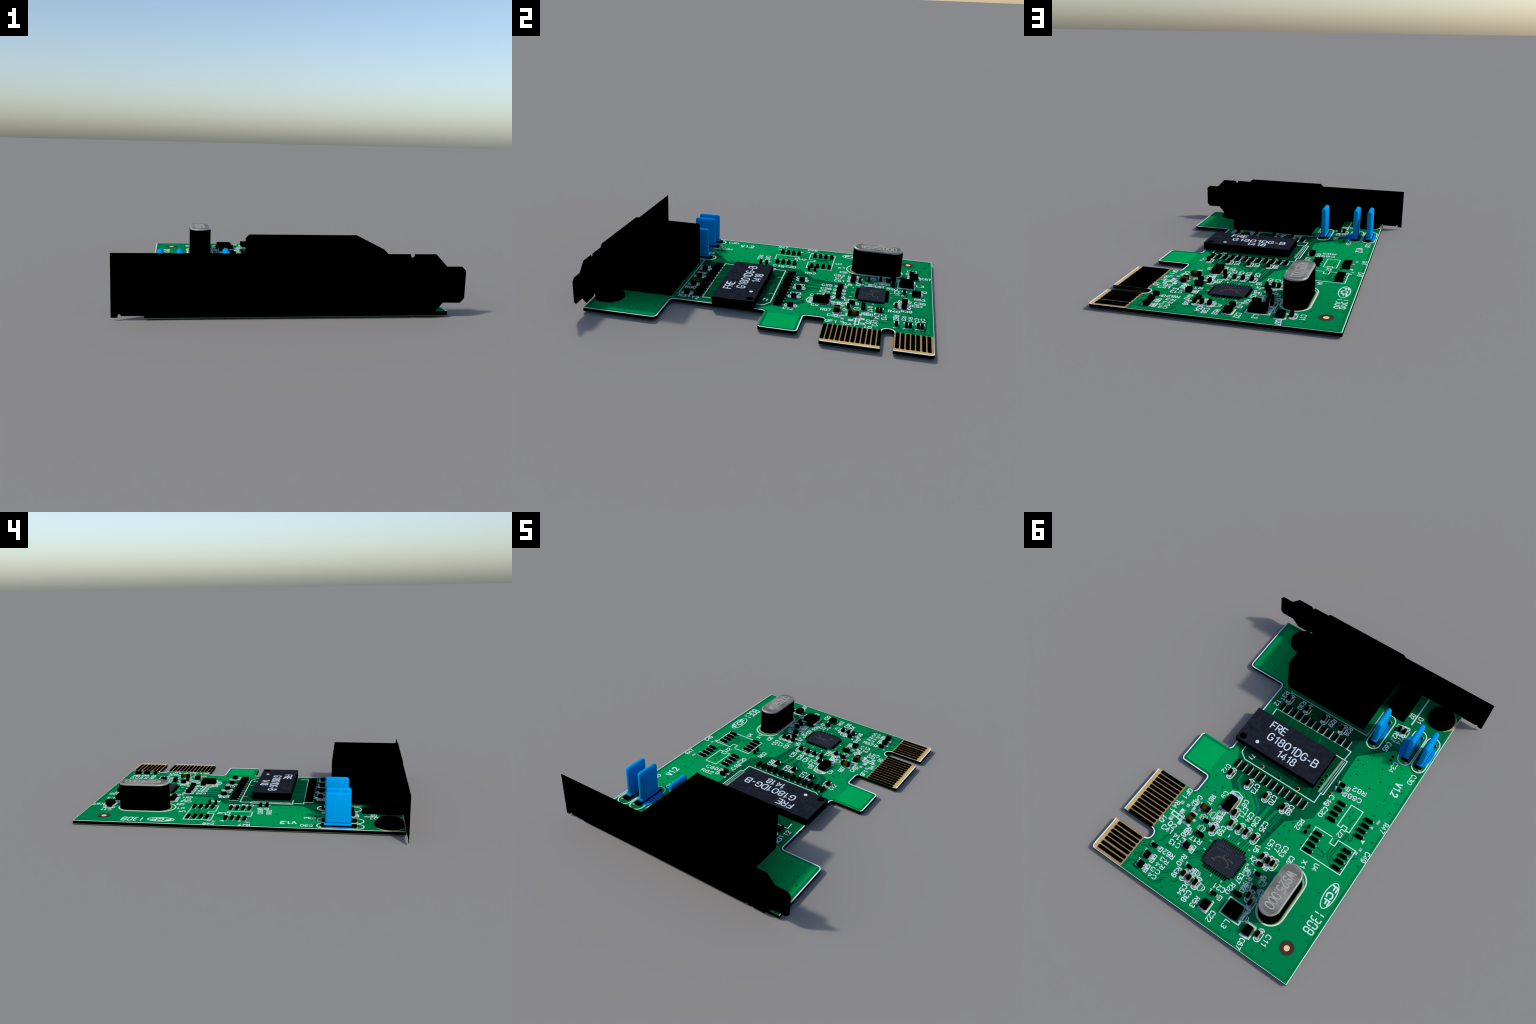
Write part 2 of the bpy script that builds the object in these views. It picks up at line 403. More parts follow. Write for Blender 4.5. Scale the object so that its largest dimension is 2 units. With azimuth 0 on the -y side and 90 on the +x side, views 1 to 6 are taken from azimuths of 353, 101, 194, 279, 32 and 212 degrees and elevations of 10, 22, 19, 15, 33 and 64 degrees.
for k in range(9):
    t = 0.575 + k * 0.0145
    ribbon(bm, [(0.17, t), (0.20 + .02 * (k % 3), t + .006)], .0045, ZB - .001, level(), mat=3)
finish(bm, "copper_trace", board, [TRACE, TEAL, DARK, GROOVE], kind="stuff")

via_at = [(-0.2876, -0.3275), (-0.2559, -0.2864), (-0.2844, -0.2495), (-0.2624, -0.2195), (-0.246, -0.3356), (-0.3108, -0.3898), (-0.32, -0.295),
          (-0.398, -0.3663), (-0.4305, -0.2873), (-0.3984, -0.2126), (-0.4944, -0.4363), (-0.5108, -0.3712), (-0.4919, -0.2908), (-0.572, -0.296),
          (-0.5122, -0.2015), (-0.4932, -0.1391), (-0.588, -0.2179), (-0.579, -0.1445), (-0.5108, -0.0769), (-0.3958, 0.0094), (-0.3999, -0.0248),
          (-0.4012, -0.073), (-0.3167, -0.0888), (-0.1153, 0.2749), (-0.1177, 0.3326), (-0.1586, 0.2816), (-0.1739, 0.3359), (-0.1472, 0.2293),
          (-0.259, 0.3158), (0.1751, 0.4135), (-0.4303, 0.7832), (-0.3727, 0.9559), (-0.4243, 0.9238), (-0.4967, 0.9534), (-0.5934, 0.9297),
          (-0.592, 0.7469), (-0.4963, 0.6504), (-0.2125, 0.9393), (-0.4976, 0.4906), (-0.0826, 0.8852), (-0.1451, 0.9406), (0.4821, 0.8133),
          (0.4772, 0.8961), (0.2138, 0.901), (0.2374, 0.9614), (0.1332, 0.9518), (0.4893, 0.9688), (0.1843, 0.8691), (0.4023, 0.2396),
          (0.3216, 0.2816), (0.3392, 0.3315), (0.4015, 0.3309), (-0.5015, 0.3874), (-0.5881, 0.0706), (-0.5919, 0.238), (0.6553, -0.9301),
          (0.5965, -0.8257), (0.6547, -0.7245), (0.5443, -0.7515), (0.5389, -0.5827), (0.6229, -0.6617), (-0.5929, -0.7896), (-0.4233, -0.8344)]
bm = bmesh.new()
for x, y in via_at:
    r = random.uniform(.0048, .0068)
    slab(bm, disc(x, y, r, n=10), ZB - .001, ZB + .0006)
finish(bm, "via", board, VIA, kind="stuff")

# drilled holes with a thin bright collar
bm = bmesh.new()
collars = {(0.2103, 0.0341), (-0.0477, 0.0355), (-0.0193, -0.486), (-0.2227, -0.0491)}
for h in [(-0.4062, -0.477), (-0.4059, -0.4488), (-0.1459, -0.1348), (-0.1382, -0.0996), (-0.1455, -0.0765), (-0.1459, -0.0473), (-0.2227, -0.0491),
          (0.2103, 0.0341), (0.0833, 0.0386), (-0.0477, 0.0355), (0.1864, -0.4834), (0.0611, -0.4837), (-0.0193, -0.486)]:
    slab(bm, disc(h[0], h[1], .0095, n=14), ZB - .001, ZB + .0011, mat=0)
    slab(bm, disc(h[0] - .003, h[1] - .001, .0125, n=14), ZB - .001, ZB + .0009, mat=1 if h in collars else 2)
finish(bm, "drilled_hole", board, [BLACK, BEIGE, TRACE], kind="stuff")

# bare fixing hole near the corner
bm = bmesh.new()
slab(bm, disc(-0.519, 0.8410, .0430, n=40), ZB - .001, ZB + .0006, mat=2)
slab(bm, disc(-0.519, 0.8410, .0400, n=40), ZB - .001, ZB + .0009, mat=0)
slab(bm, disc(-0.5195, 0.8420, .0160, n=28), ZB - .001, ZB + .0013, mat=1)
finish(bm, "corner_fixing_hole", board, [HOLE_RING, HOLE_MID, BAND])

# ------------------------------------------------------------------ white printed outlines
ZS = ZB + .0010
bm = bmesh.new()
line_count = [0]
def line(pts, w=.0056, closed=False, mat=0):
    line_count[0] += 1                 # each stroke a hair above the last, so that crossings stay clean
    ribbon(bm, pts, w, ZB - .001, ZS + .00002 * (line_count[0] % 12), closed, mat)
line([(-0.3675, -0.060), (-0.4477, -0.0605), (-0.4475, 0.0965), (-0.4226, 0.0970), (-0.4220, 0.0755), (-0.3924, 0.0755), (-0.3920, 0.0945), (-0.3660, 0.0950)], closed=True)
line([(-0.3800, 0.1720), (-0.2701, 0.1735), (-0.2715, 0.3400), (-0.5365, 0.3400), (-0.5355, 0.1685), (-0.4208, 0.1710), (-0.4209, 0.2130), (-0.3875, 0.2125), (-0.3870, 0.1760)])
line([(0.3727, -0.0228), (0.3679, 0.0221), (0.3242, 0.0530), (-0.1778, 0.0515), (-0.1765, -0.0210), (-0.1936, -0.0200), (-0.1965, -0.2890), (-0.1739, -0.2880), (-0.1785, -0.3595), (-0.1424, -0.3605)])
line([(0.3657, -0.3027), (0.3685, -0.3530)])
line([(0.3685, -0.3530), (-0.1424, -0.3605)], .004, mat=1)
line([(-0.1100, -0.2885), (-0.1739, -0.2880)])
line([(-0.1700, -0.2790), (-0.1620, -0.0207)], .013, mat=2)
line([(-0.1840, -0.2790), (-0.1800, -0.0207)], .004, mat=1)
line([(0.3595, -0.5184), (0.3576, -0.4990), (0.3427, -0.5075), (-0.2006, -0.5120), (-0.1990, -0.7189)], .0065, mat=1)
line([(-0.3914, -0.967), (-0.3891, -0.7381)], .009)
line([(-0.352, -0.698), (-0.320, -0.698), (-0.318, -0.672)], .005, mat=1); line([(-0.385, -0.702), (-0.352, -0.700)], .006); line([(-0.3973, -0.690), (-0.3973, -0.708), (-0.360, -0.706)], .005)
for cx, y0, y1 in ((-0.258, -0.725, -0.452), (-0.473, -0.737, -0.464), (-0.567, -0.737, -0.466)):
    line(stadium(cx, (y0 + y1) / 2, .0425, (y1 - y0) / 2), .0070, closed=True)
line(stadium(-0.336, 0.6235, .0815, .1835, 14), .0075, closed=True)
line(rect(-0.235, -0.108, 0.786, 0.890), .007, closed=True)
line([(0.2650, 0.2900), (0.2597, 0.2663), (0.2250, 0.2530), (0.185, 0.2650), (0.178, 0.31), (0.1780, 0.3850)], .006)
line([(0.4667, 0.5640), (0.3700, 0.5670), (0.3703, 0.5880), (0.4668, 0.5850)], .0075, closed=True)
line(disc(-0.5546, 0.4720, .0320, .0820, 36), .0055, closed=True)
line([(-0.015, 0.93), (-0.052, 0.925), (-0.052, 0.865), (-0.04, 0.862)], .006); line([(-0.27, 0.925), (-0.325, 0.92), (-0.325, 0.85), (-0.27, 0.845)], .006)
slab(bm, [Vector(v) for v in ((-0.5270, 0.0960), (-0.5500, 0.0850), (-0.5470, 0.1130))], ZB - .001, ZS)
for x, y in ((-0.205, 0.625), (-0.238, 0.675), (-0.250, 0.715), (-0.222, 0.800), (-0.150, 0.700), (-0.262, 0.560), (0.232, 0.425), (0.262, 0.455), (0.300, 0.500),
             (0.318, 0.620), (0.270, 0.560), (0.395, 0.455), (0.412, 0.570), (0.060, 0.840), (0.130, 0.790), (-0.240, 0.840), (-0.10, 0.625)):
    line(stadium(x, y, .0105, .021, 4), .0050, closed=True, mat=1)
    line([(x - .017, y - .018), (x - .024, y - .004), (x - .017, y + .014)], .0050)
    line([(x + .018, y - .014), (x + .018, y + .016)], .0045, mat=1)
# outline round each little part
small_parts = [("x", 0.4195, 0.7929), ("x", 0.4200, 0.8484), ("x", 0.4187, 0.8697), ("x", 0.4141, 0.9132), ("x", 0.4129, 0.9338),
               ("x", 0.2726, 0.6788), ("x", 0.2705, 0.6987), ("x", 0.1805, 0.7827), ("y", 0.1849, 0.8301), ("y", 0.1443, 0.8322), ("y", 0.101, 0.8328),
               ("x", 0.2693, 0.5089), ("y", 0.211, 0.526), ("y", 0.1682, 0.3726), ("y", 0.1453, 0.4373), ("y", 0.0915, 0.4336), ("y", 0.0428, 0.4321),
               ("y", -0.013, 0.4338), ("y", -0.1183, 0.5005), ("y", -0.1586, 0.5018), ("y", -0.1897, 0.5006), ("x", -0.1359, 0.5438), ("x", -0.1587, 0.599),
               ("x", -0.1897, 0.6739), ("y", -0.1839, 0.7238), ("y", -0.2153, 0.753), ("x", -0.0229, 0.8271), ("y", -0.3483, 0.8689),
               ("y", 0.3428, 0.1755), ("y", 0.2137, 0.1742), ("y", 0.082, 0.1826), ("y", -0.0435, 0.1829), ("x", -0.2561, -0.1355), ("x", -0.2583, -0.0955),
               ("y", -0.3443, -0.6664), ("y", -0.3772, -0.6681), ("y", 0.3443, -0.4582), ("y", 0.2113, -0.4592), ("y", 0.0839, -0.4612), ("y", -0.0453, -0.4621)]
for k, (ax, x, y) in enumerate(small_parts):
    if ax == "y":
        ring = stadium(x - .010, y + .001, .019, .038, 6)
        line(ring[:5] + [], .0052); line(ring[2:8], .0052); line(ring[8:13], .0052)
    else:
        line([(x - .030, y - .013), (x - .050, y - .013), (x - .050, y + .013), (x - .030, y + .013)], .0048)
        line([(x + .022, y - .015), (x + .034, y - .015)], .0045)
finish(bm, "printed_outline", board, [SILKL, SILKD, STRIPE], kind="stuff")

# solder pads
bm = bmesh.new()
pad_count = [0]
def pad(x0, x1, y0, y1, mat=0, z=.0007):
    pad_count[0] += 1
    z += .00002 * (pad_count[0] % 10)
    slab(bm, rect(min(x0, x1), max(x0, x1), min(y0, y1), max(y0, y1)), ZB - .001, ZB + z, mat)
for k, (ax, x, y) in enumerate(small_parts):
    if ax == "y":
        pad(x - .021, x + .010, y - .029, y - .012); pad(x - .021, x + .010, y + .012, y + .030)
        pad(x - .0145, x - .009, y - .012, y + .012, 1)
    else:
        pad(x - .041, x - .014, y - .0085, y + .0085); pad(x + .014, x + .029, y - .011, y + .011)
pin_feet = [(-0.3147, -0.0318), (-0.3149, 0.0073), (-0.3133, 0.0465), (-0.3177, 0.0855), (-0.5025, -0.0308), (-0.5013, 0.0084), (-0.4998, 0.0468), (-0.5054, 0.0849),
            (-0.3040, 0.2047), (-0.3050, 0.2432), (-0.3077, 0.2820), (-0.3094, 0.3221), (-0.4957, 0.1997), (-0.4944, 0.2386), (-0.4939, 0.2762), (-0.4984, 0.3169)]
for x, y in pin_feet:
    pad(x - .030, x + .026, y - .012, y + .011, 2)
    pad(x - .031, x + .012, y - .0130, y - .0060, 0, .0009)
lead_x = [0.3427 - 0.4796 * k / 11 for k in range(12)]
for x in lead_x:
    for y in (0.1015, -0.3885):
        pad(x - .0140, x - .0035, y - .031, y + .027, 0, .0009)
for x, y, w, h in ((0.4575, 0.4924, .02, .022), (0.4172, 0.4897, .018, .02), (0.3772, 0.487, .016, .03), (0.4222, 0.5373, .026, .03), (0.4511, 0.6073, .024, .028),
                   (0.3927, 0.5976, .022, .034), (0.345, 0.470, .016, .02), (0.33, 0.545, .018, .016), (0.245, 0.475, .018, .02), (0.36, 0.43, .016, .012),
                   (-0.2371, -0.0050, .014, .014), (-0.2300, 0.0230, .014, .014), (-0.553, -0.055, .014, .03), (-0.540, -0.005, .014, .016), (-0.555, 0.146, .016, .02), (-0.545, 0.178, .016, .02),
                   (0.1083, 0.5081, .007, .018), (0.0379, 0.5134, .007, .018), (-0.0346, 0.5106, .012, .008), (0.1763, 0.5886, .016, .006), (0.177, 0.6489, .016, .006),
                   (0.0541, 0.7502, .006, .014), (-0.0151, 0.7478, .008, .016), (-0.078, 0.585, .016, .014), (-0.10, 0.565, .02, .01)):
    pad(x - w / 2, x + w / 2, y - h / 2, y + h / 2)
pad(-0.222, -0.232, 0.800, 0.876, 0); pad(-0.112, -0.119, 0.800, 0.876, 0)
pad(0.178, 0.268, 0.383, 0.400, 0); pad(0.182, 0.262, 0.268, 0.290, 0); pad(0.190, 0.200, 0.290, 0.385, 1)
pad(-0.055, 0.005, 0.925, 0.94, 0); pad(-0.05, -0.044, 0.87, 0.925, 1); pad(-0.325, -0.26, 0.84, 0.855, 0); pad(-0.325, -0.318, .85, .92, 1); pad(-0.315, -0.265, 0.914, 0.928, 0)
pad(0.33, 0.38, 0.578, 0.594, 0); pad(0.335, 0.382, 0.500, 0.514, 0); pad(0.288, 0.300, 0.428, 0.468, 0); pad(0.349, 0.362, 0.428, 0.466, 0)
finish(bm, "solder_pad", board, [PAD, BEIGE, GROOVE], kind="stuff")

# beige bare strip round the crystal and beside the left screw
bm = bmesh.new()
ribbon(bm, stadium(-0.3385, 0.6350, .0725, .1700, 14), .0075, ZB - .001, ZB + .0009, closed=True)
slab(bm, [v for v in disc(-0.5440, -0.8860, .0800, n=40)], ZB - .001, ZB + .0008)
finish(bm, "bare_ring", board, BEIGE, kind="stuff")

# ------------------------------------------------------------------ printed words
words = [("R82", -0.4012, -0.1658, -0.3185, -0.1567), ("C68", -0.4006, -0.1108, -0.3184, -0.1016), ("C30", -0.5795, -0.441, -0.576, -0.3725),
         ("C34", -0.4457, -0.4515, -0.4444, -0.3799), ("C20", -0.257, 0.0402, -0.2483, 0.106),
         ("R47", -0.5975, -0.0751, -0.6000, -0.0109), ("C49", -0.6015, 0.1383, -0.6015, 0.2024), ("U2", -0.4123, 0.1031, -0.4072, 0.1524),
         ("U4", -0.3994, 0.3601, -0.402, 0.4018), ("X1", -0.3324, 0.3803, -0.3379, 0.426), ("C28", -0.2616, 0.4031, -0.2623, 0.4495),
         ("R52", -0.1821, 0.1833, -0.1839, 0.2499), ("C25", -0.0195, 0.3151, -0.0243, 0.3794), ("C26", 0.035, 0.3159, 0.0299, 0.3803),
         ("C24", 0.0791, 0.3154, 0.0766, 0.3759), ("C71", 0.128, 0.3086, 0.1217, 0.37), ("C6", 0.1514, 0.2678, 0.1478, 0.3097),
         ("C51", -0.1134, 0.3841, -0.1161, 0.4451), ("C7", -0.1575, 0.3864, -0.1626, 0.4306), ("C53", -0.2008, 0.3713, -0.2019, 0.4387),
         ("U5", -0.0643, 0.4602, -0.0702, 0.5007), ("R15", 0.2238, 0.4036, 0.2189, 0.4657), ("R16", 0.2194, 0.4412, 0.2122, 0.4981),
         ("C59", 0.1637, 0.4766, 0.1607, 0.5355), ("X2", -0.0681, 0.5376, -0.1034, 0.5394), ("Y4", -0.0724, 0.6105, -0.1121, 0.6147),
         ("C57", -0.0853, 0.6477, -0.0904, 0.7012), ("R20", -0.0792, 0.7203, -0.0779, 0.7831), ("C21", -0.0599, 0.7816, 0.0053, 0.7846),
         ("C22", -0.0834, 0.9062, -0.0839, 0.9655), ("L3", -0.1746, 0.9027, -0.172, 0.9473), ("R19", -0.1318, 0.6383, -0.1367, 0.6917),
         ("R33", -0.1358, 0.6867, -0.1417, 0.7333), ("C67", -0.2988, 0.935, -0.304, 0.9931), ("C11", -0.4056, 0.8401, -0.4066, 0.9024),
         ("C4", 0.2966, 0.9385, 0.345, 0.9436), ("C3", 0.2976, 0.905, 0.353, 0.9088), ("R4", 0.295, 0.8686, 0.3486, 0.871), ("R3", 0.2942, 0.8332, 0.3476, 0.8324),
         ("R62", 0.2888, 0.7886, 0.3584, 0.7899), ("C13", 0.3031, 0.7187, 0.3683, 0.7222), ("C14", 0.3019, 0.679, 0.3724, 0.6798),
         ("R17", 0.2158, 0.6311, 0.2862, 0.6349), ("R40", 0.2434, 0.7424, 0.2427, 0.8062), ("R39", 0.2234, 0.816, 0.2243, 0.8769),
         ("C54", 0.1334, 0.8792, 0.1348, 0.939), ("C38", 0.0931, 0.8906, 0.0938, 0.955), ("R53", 0.0352, 0.8922, 0.0358, 0.9533),
         ("R58", 0.3273, 0.5935, 0.3276, 0.6577), ("GF1", 0.4661, 0.3990, 0.469, 0.4622), ("R41", 0.4803, 0.502, 0.4761, 0.5685),
         ("C41", 0.4599, 0.6752, 0.3906, 0.6757), ("Q1", 0.4887, 0.6583, 0.4831, 0.6203), ("Q2", 0.4418, 0.6379, 0.392, 0.6401),
         ("C40", 0.3916, 0.4018, 0.3923, 0.4596), ("C72", 0.3766, 0.1402, 0.379, 0.1988), ("C9", 0.2827, 0.292, 0.282, 0.3333),
         ("R87", 0.3317, 0.3552, 0.3272, 0.4127), ("C73", 0.1579, 0.1465, 0.1549, 0.2093), ("C70", 0.0319, 0.1492, 0.0277, 0.2101),
         ("C69", -0.0864, 0.1433, -0.0893, 0.2073), ("T1", 0.2937, -0.0024, 0.3011, 0.03), ("R31", 0.3832, -0.4951, 0.3797, -0.43),
         ("T2", 0.3912, -0.4145, 0.3896, -0.3712), ("R30", 0.2534, -0.4955, 0.2507, -0.4309), ("R29", 0.0216, -0.4933, 0.0251, -0.437),
         ("R28", -0.0913, -0.5006, -0.0903, -0.4397), ("R27", -0.3407, -0.6381, -0.3484, -0.5694), ("R74", -0.3807, -0.6449, -0.3854, -0.5709),
         ("C65", -0.3432, -0.5483, -0.3403, -0.4838), ("D1", -0.4178, -0.8178, -0.4183, -0.7748), ("D2", -0.3644, -0.8132, -0.3629, -0.7793),
         ("C19", -0.245, -0.0466, -0.2419, 0.0279)]
for s, x0, y0, x1, y1 in words:
    crowded = x0 > 0.29 and 0.82 < y0 < 0.95          # four marks stacked closely near the contacts
    lettering(s, (x0, y0), (x1, y1), .0225 if crowded else .0285, ZB + .0012, board, SILK)
lettering("V1.2", (-0.5318, -0.3416), (-0.5400, -0.2497), .042, ZB + .0011, board, SILK, weight=.20)
lettering("1308", (-0.5637, 0.5800), (-0.5637, 0.7150), .058, ZB + .0012, board, SILKL, weight=.125, glyphs=SEGMENT)
lettering("FCF", (-0.5546, 0.4110), (-0.5546, 0.5330), .034, ZB + .0011, board, SILK, weight=.25)

# ------------------------------------------------------------------ mounting bracket
BY0, BY1 = -0.9762, -0.9738
prof = [(-0.762, 0.283), (-0.762, 0.0112), (-0.7335, 0.0112), (-0.7335, 0.0215), (-0.730, 0.0250), (-0.7267, 0.0265), (-0.723, 0.0250), (-0.7205, 0.0178),
        (0.5075, 0.0178), (0.5075, 0.0235), (0.5125, 0.0300), (0.5165, 0.0315), (0.5205, 0.0300), (0.5255, 0.0235), (0.5255, 0.0178), (0.6220, 0.0178),
        (0.6655, 0.0682), (0.7430, 0.0672), (0.7620, 0.0872), (0.7620, 0.2098), (0.7424, 0.2288), (0.6746, 0.2288), (0.6220, 0.2828),
        (0.5255, 0.2828), (0.5255, 0.2750), (0.5200, 0.2690), (0.5165, 0.2672), (0.5130, 0.2690), (0.5078, 0.2750), (0.5078, 0.2828)]
bm = bmesh.new()
fr = [bm.verts.new((x, BY0, z)) for x, z in prof]; bk = [bm.verts.new((x, BY1, z)) for x, z in prof]
bm.faces.new(fr); bm.faces.new(bk[::-1])
for i in range(len(prof)):
    j = (i + 1) % len(prof)
    bm.faces.new((fr[i], bk[i], bk[j], fr[j]))
fix(bm)
bracket = finish(bm, "mounting_bracket", card, BLACK)

# plug-shaped opening with the stepped latch notch, used to cut bracket and jack
socket = [(0.1950, 0.1970), (0.1950, 0.0850), (0.2380, 0.0850), (0.2380, 0.0690), (0.2620, 0.0690), (0.2620, 0.0520),
          (0.3340, 0.0520), (0.3340, 0.0690), (0.3580, 0.0690), (0.3580, 0.0850), (0.3850, 0.0850), (0.3850, 0.1970)]
inner = [(0.2080, 0.1790), (0.2080, 0.0950), (0.2620, 0.0950), (0.2620, 0.0700), (0.3340, 0.0700), (0.3340, 0.0950), (0.3720, 0.0950), (0.3720, 0.1790)]
def socket_cutter(y0, y1, socket=socket):
    bm = bmesh.new()
    p = [bm.verts.new((x, y0, z)) for x, z in socket]; q = [bm.verts.new((x, y1, z)) for x, z in socket]
    bm.faces.new(p); bm.faces.new(q[::-1])
    for i in range(len(socket)):
        j = (i + 1) % len(socket)
        bm.faces.new((p[i], q[i], q[j], p[j]))
    fix(bm)
    return finish(bm, "cutter", None, BLACK)
def cut(o, cutter):
    m = o.modifiers.new("socket", "BOOLEAN")
    m.operation, m.solver, m.object = "DIFFERENCE", "EXACT", cutter
    bpy.context.view_layer.update()
    me = bpy.data.meshes.new_from_object(o.evaluated_get(bpy.context.evaluated_depsgraph_get()))
    o.modifiers.clear()
    o.data = me
    bpy.data.objects.remove(cutter)
cut(bracket, socket_cutter(-0.99, -0.96))

def turned(name, parent, axis_at, profile, axis="z", n=36, mat=BLACK):
    """Solid of revolution: profile of (radius, height) turned about an axis through axis_at."""
    bm = bmesh.new()
    def at(r, h, t):
        u, v = r * math.cos(t), r * math.sin(t)
        return Vector(axis_at) + (Vector((u, v, h)) if axis == "z" else Vector((u, -h, v)))
    rows = [[bm.verts.new(at(r, h, 2 * math.pi * i / n)) for i in range(n)] for r, h in profile]
    for p, q in zip(rows, rows[1:]):
        for i in range(n):
            bm.faces.new((p[i], p[(i + 1) % n], q[(i + 1) % n], q[i])).smooth = True
    bm.faces.new(rows[-1]); bm.faces.new(rows[0][::-1])
    fix(bm)
    return finish(bm, name, parent, mat)
head = [(.0860, 0), (.0860, .010), (.0800, .024), (.0660, .036), (.0460, .044), (.0200, .048)]
turned("bracket_screw", card, (-0.5240, -0.8830, ZB), head)
turned("bracket_screw", card, (0.5120, -0.8765, ZB), head)

# ------------------------------------------------------------------ network jack
def shoulder_box(bm, x0, x1, y0, y1, z0, z1, c):
    sec = [(x0, z0), (x1, z0), (x1, z1 - c), (x1 - c, z1), (x0 + c, z1), (x0, z1 - c)]
    a = [bm.verts.new((x, y0, z)) for x, z in sec]; b = [bm.verts.new((x, y1, z)) for x, z in sec]
    bm.faces.new(a); bm.faces.new(b[::-1])
    for i in range(6):
        bm.faces.new((a[i], b[i], b[(i + 1) % 6], a[(i + 1) % 6]))
bm = bmesh.new()
shoulder_box(bm, -0.1610, 0.4065, -0.9735, -0.5345, ZB, 0.3028, 0.0180)
fix(bm)
jack = finish(bm, "network_jack", card, BLACK)
cut(jack, socket_cutter(-0.99, -0.925))
cut(jack, socket_cutter(-0.99, -0.820, inner))
lamp = [(.0190, -.004), (.0190, .010), (.0170, .018), (.0110, .0228), (.0050, .0245)]
for z in (0.1620, 0.0810):                     # two little signal lamps beside the socket
    turned("signal_lamp", jack, (0.1230, -0.9755, z), lamp, axis="y", n=20)

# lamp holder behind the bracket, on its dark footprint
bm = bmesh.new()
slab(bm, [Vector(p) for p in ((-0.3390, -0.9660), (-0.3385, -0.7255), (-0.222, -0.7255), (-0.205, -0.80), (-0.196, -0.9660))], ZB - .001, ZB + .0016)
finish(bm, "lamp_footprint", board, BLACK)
bevelled_box("lamp_holder", card, BLACK, -0.3380, -0.2050, -0.9735, -0.7820, ZB, 0.0760, r=.004)

# ------------------------------------------------------------------ transformer module
bm = bmesh.new()
X0, X1, Y0, Y1, ZT = -0.1215, 0.4465, -0.2715, -0.0225, 0.0762
box(bm, X0, X1, Y0, Y1, 0.0285, ZT, 1)
bm.faces.ensure_lookup_table()
for f in bm.faces:
    if f.calc_center_median().z > ZT - 1e-5:
        f.material_index = 0
module = finish(bm, "transformer_module", card, [NAVY, BLACK])
bm = bmesh.new()                               # ejector dimple, a real round pit with dark walls
slab(bm, disc(0.4105, -0.0520, .0215, n=28), ZT - .030, ZT + .01, 1)
cut(module, finish(bm, "cutter", None, [NAVY, BLACK]))
bm = bmesh.new()
slab(bm, disc(0.3158, -0.0673, .0115, n=18), ZT - .002, ZT + .0006)
finish(bm, "pin_one_dot", module, CHIPINK)
lettering("FRE", (0.3106, -0.2165), (0.2059, -0.2165), .048, ZT + .0005, module, CHIPINK, weight=.148)
lettering("G1801DG-B", (0.2827, -0.1425), (-0.0683, -0.1425), .050, ZT + .0005, module, CHIPINK, weight=.148)
lettering("1418", (0.1710, -0.0745), (0.0450, -0.0745), .048, ZT + .0005, module, CHIPINK, weight=.148)
pin = None
for y in (0.1000, -0.3895):
    for k, x in enumerate(lead_x):
        if pin is None:
            bm = bmesh.new()
            box(bm, -.0085, .0085, -.0265, .0265, 0, .018)
            bmesh.ops.bevel(bm, geom=bm.edges[:], offset=.002, segments=1, affect="EDGES")
            pin = finish(bm, "module_pin", module, BLACK)
            pin.location = (x, y, ZB)
        else:
            again(pin, "module_pin", module, (x, y + random.uniform(-.0012, .0012), ZB))

# ------------------------------------------------------------------ controller chip
bm = bmesh.new()
qx0, qx1, qy0, qy1, qz = -0.0480, 0.1500, 0.5530, 0.7150, 0.0362
box(bm, qx0, qx1, qy0, qy1, 0.0275, qz)
top = [f for f in bm.faces if f.calc_center_median().z > qz - 1e-5]
bmesh.ops.bevel(bm, geom=list(top[0].edges), offset=.003, segments=1, affect="EDGES")
chip = finish(bm, "controller_chip", card, SLATE)
bm = bmesh.new()
box(bm, -.0030, .0030, 0, .0215, 0, .0060)
leadm = finish(bm, "chip_lead", chip, BLACK)
leadm.location = (0.1235, 0.7140, ZB)
for k in range(12):
    x = 0.1235 - 0.1510 * k / 11
    if k:
        again(leadm, "chip_lead", chip, (x, 0.7140, ZB))
    again(leadm, "chip_lead", chip, (x, 0.5540, ZB), math.pi)
    y = 0.5740 + 0.1200 * k / 11
    again(leadm, "chip_lead", chip, (0.1490, y, ZB), -math.pi / 2, (.85, .62, 1))
    again(leadm, "chip_lead", chip, (-0.0470, y, ZB), math.pi / 2, (.85, .72, 1))
bm = bmesh.new()                                # worn, unreadable print
for k in range(7):
    for r, (yy, ln) in enumerate(((0.580, .016), (0.602, .014))):
        if random.random() < .9:
            x = 0.120 - k * .013
            ribbon(bm, [(x, yy - ln / 2), (x - .004, yy + ln / 2)], .004, qz - .001, qz + .0004, mat=0)
slab(bm, disc(-0.0250, 0.5720, .0055, n=12), qz - .001, qz + .0004, mat=1)
for pts in ([(0.100, 0.665), (0.080, 0.640), (0.050, 0.632), (0.020, 0.640), (0.0, 0.662)], [(0.06, 0.632), (0.055, 0.612)], [(0.012, 0.672), (0.0, 0.662), (-0.012, 0.668)], [(0.112, 0.672), (0.100, 0.665), (0.088, 0.674)], [(-0.01, 0.63), (0.03, 0.622)]):
    ribbon(bm, pts, .008, qz - .001, qz + .0004, mat=1)
finish(bm, "worn_print", chip, [FAINT, MUD], kind="stuff")

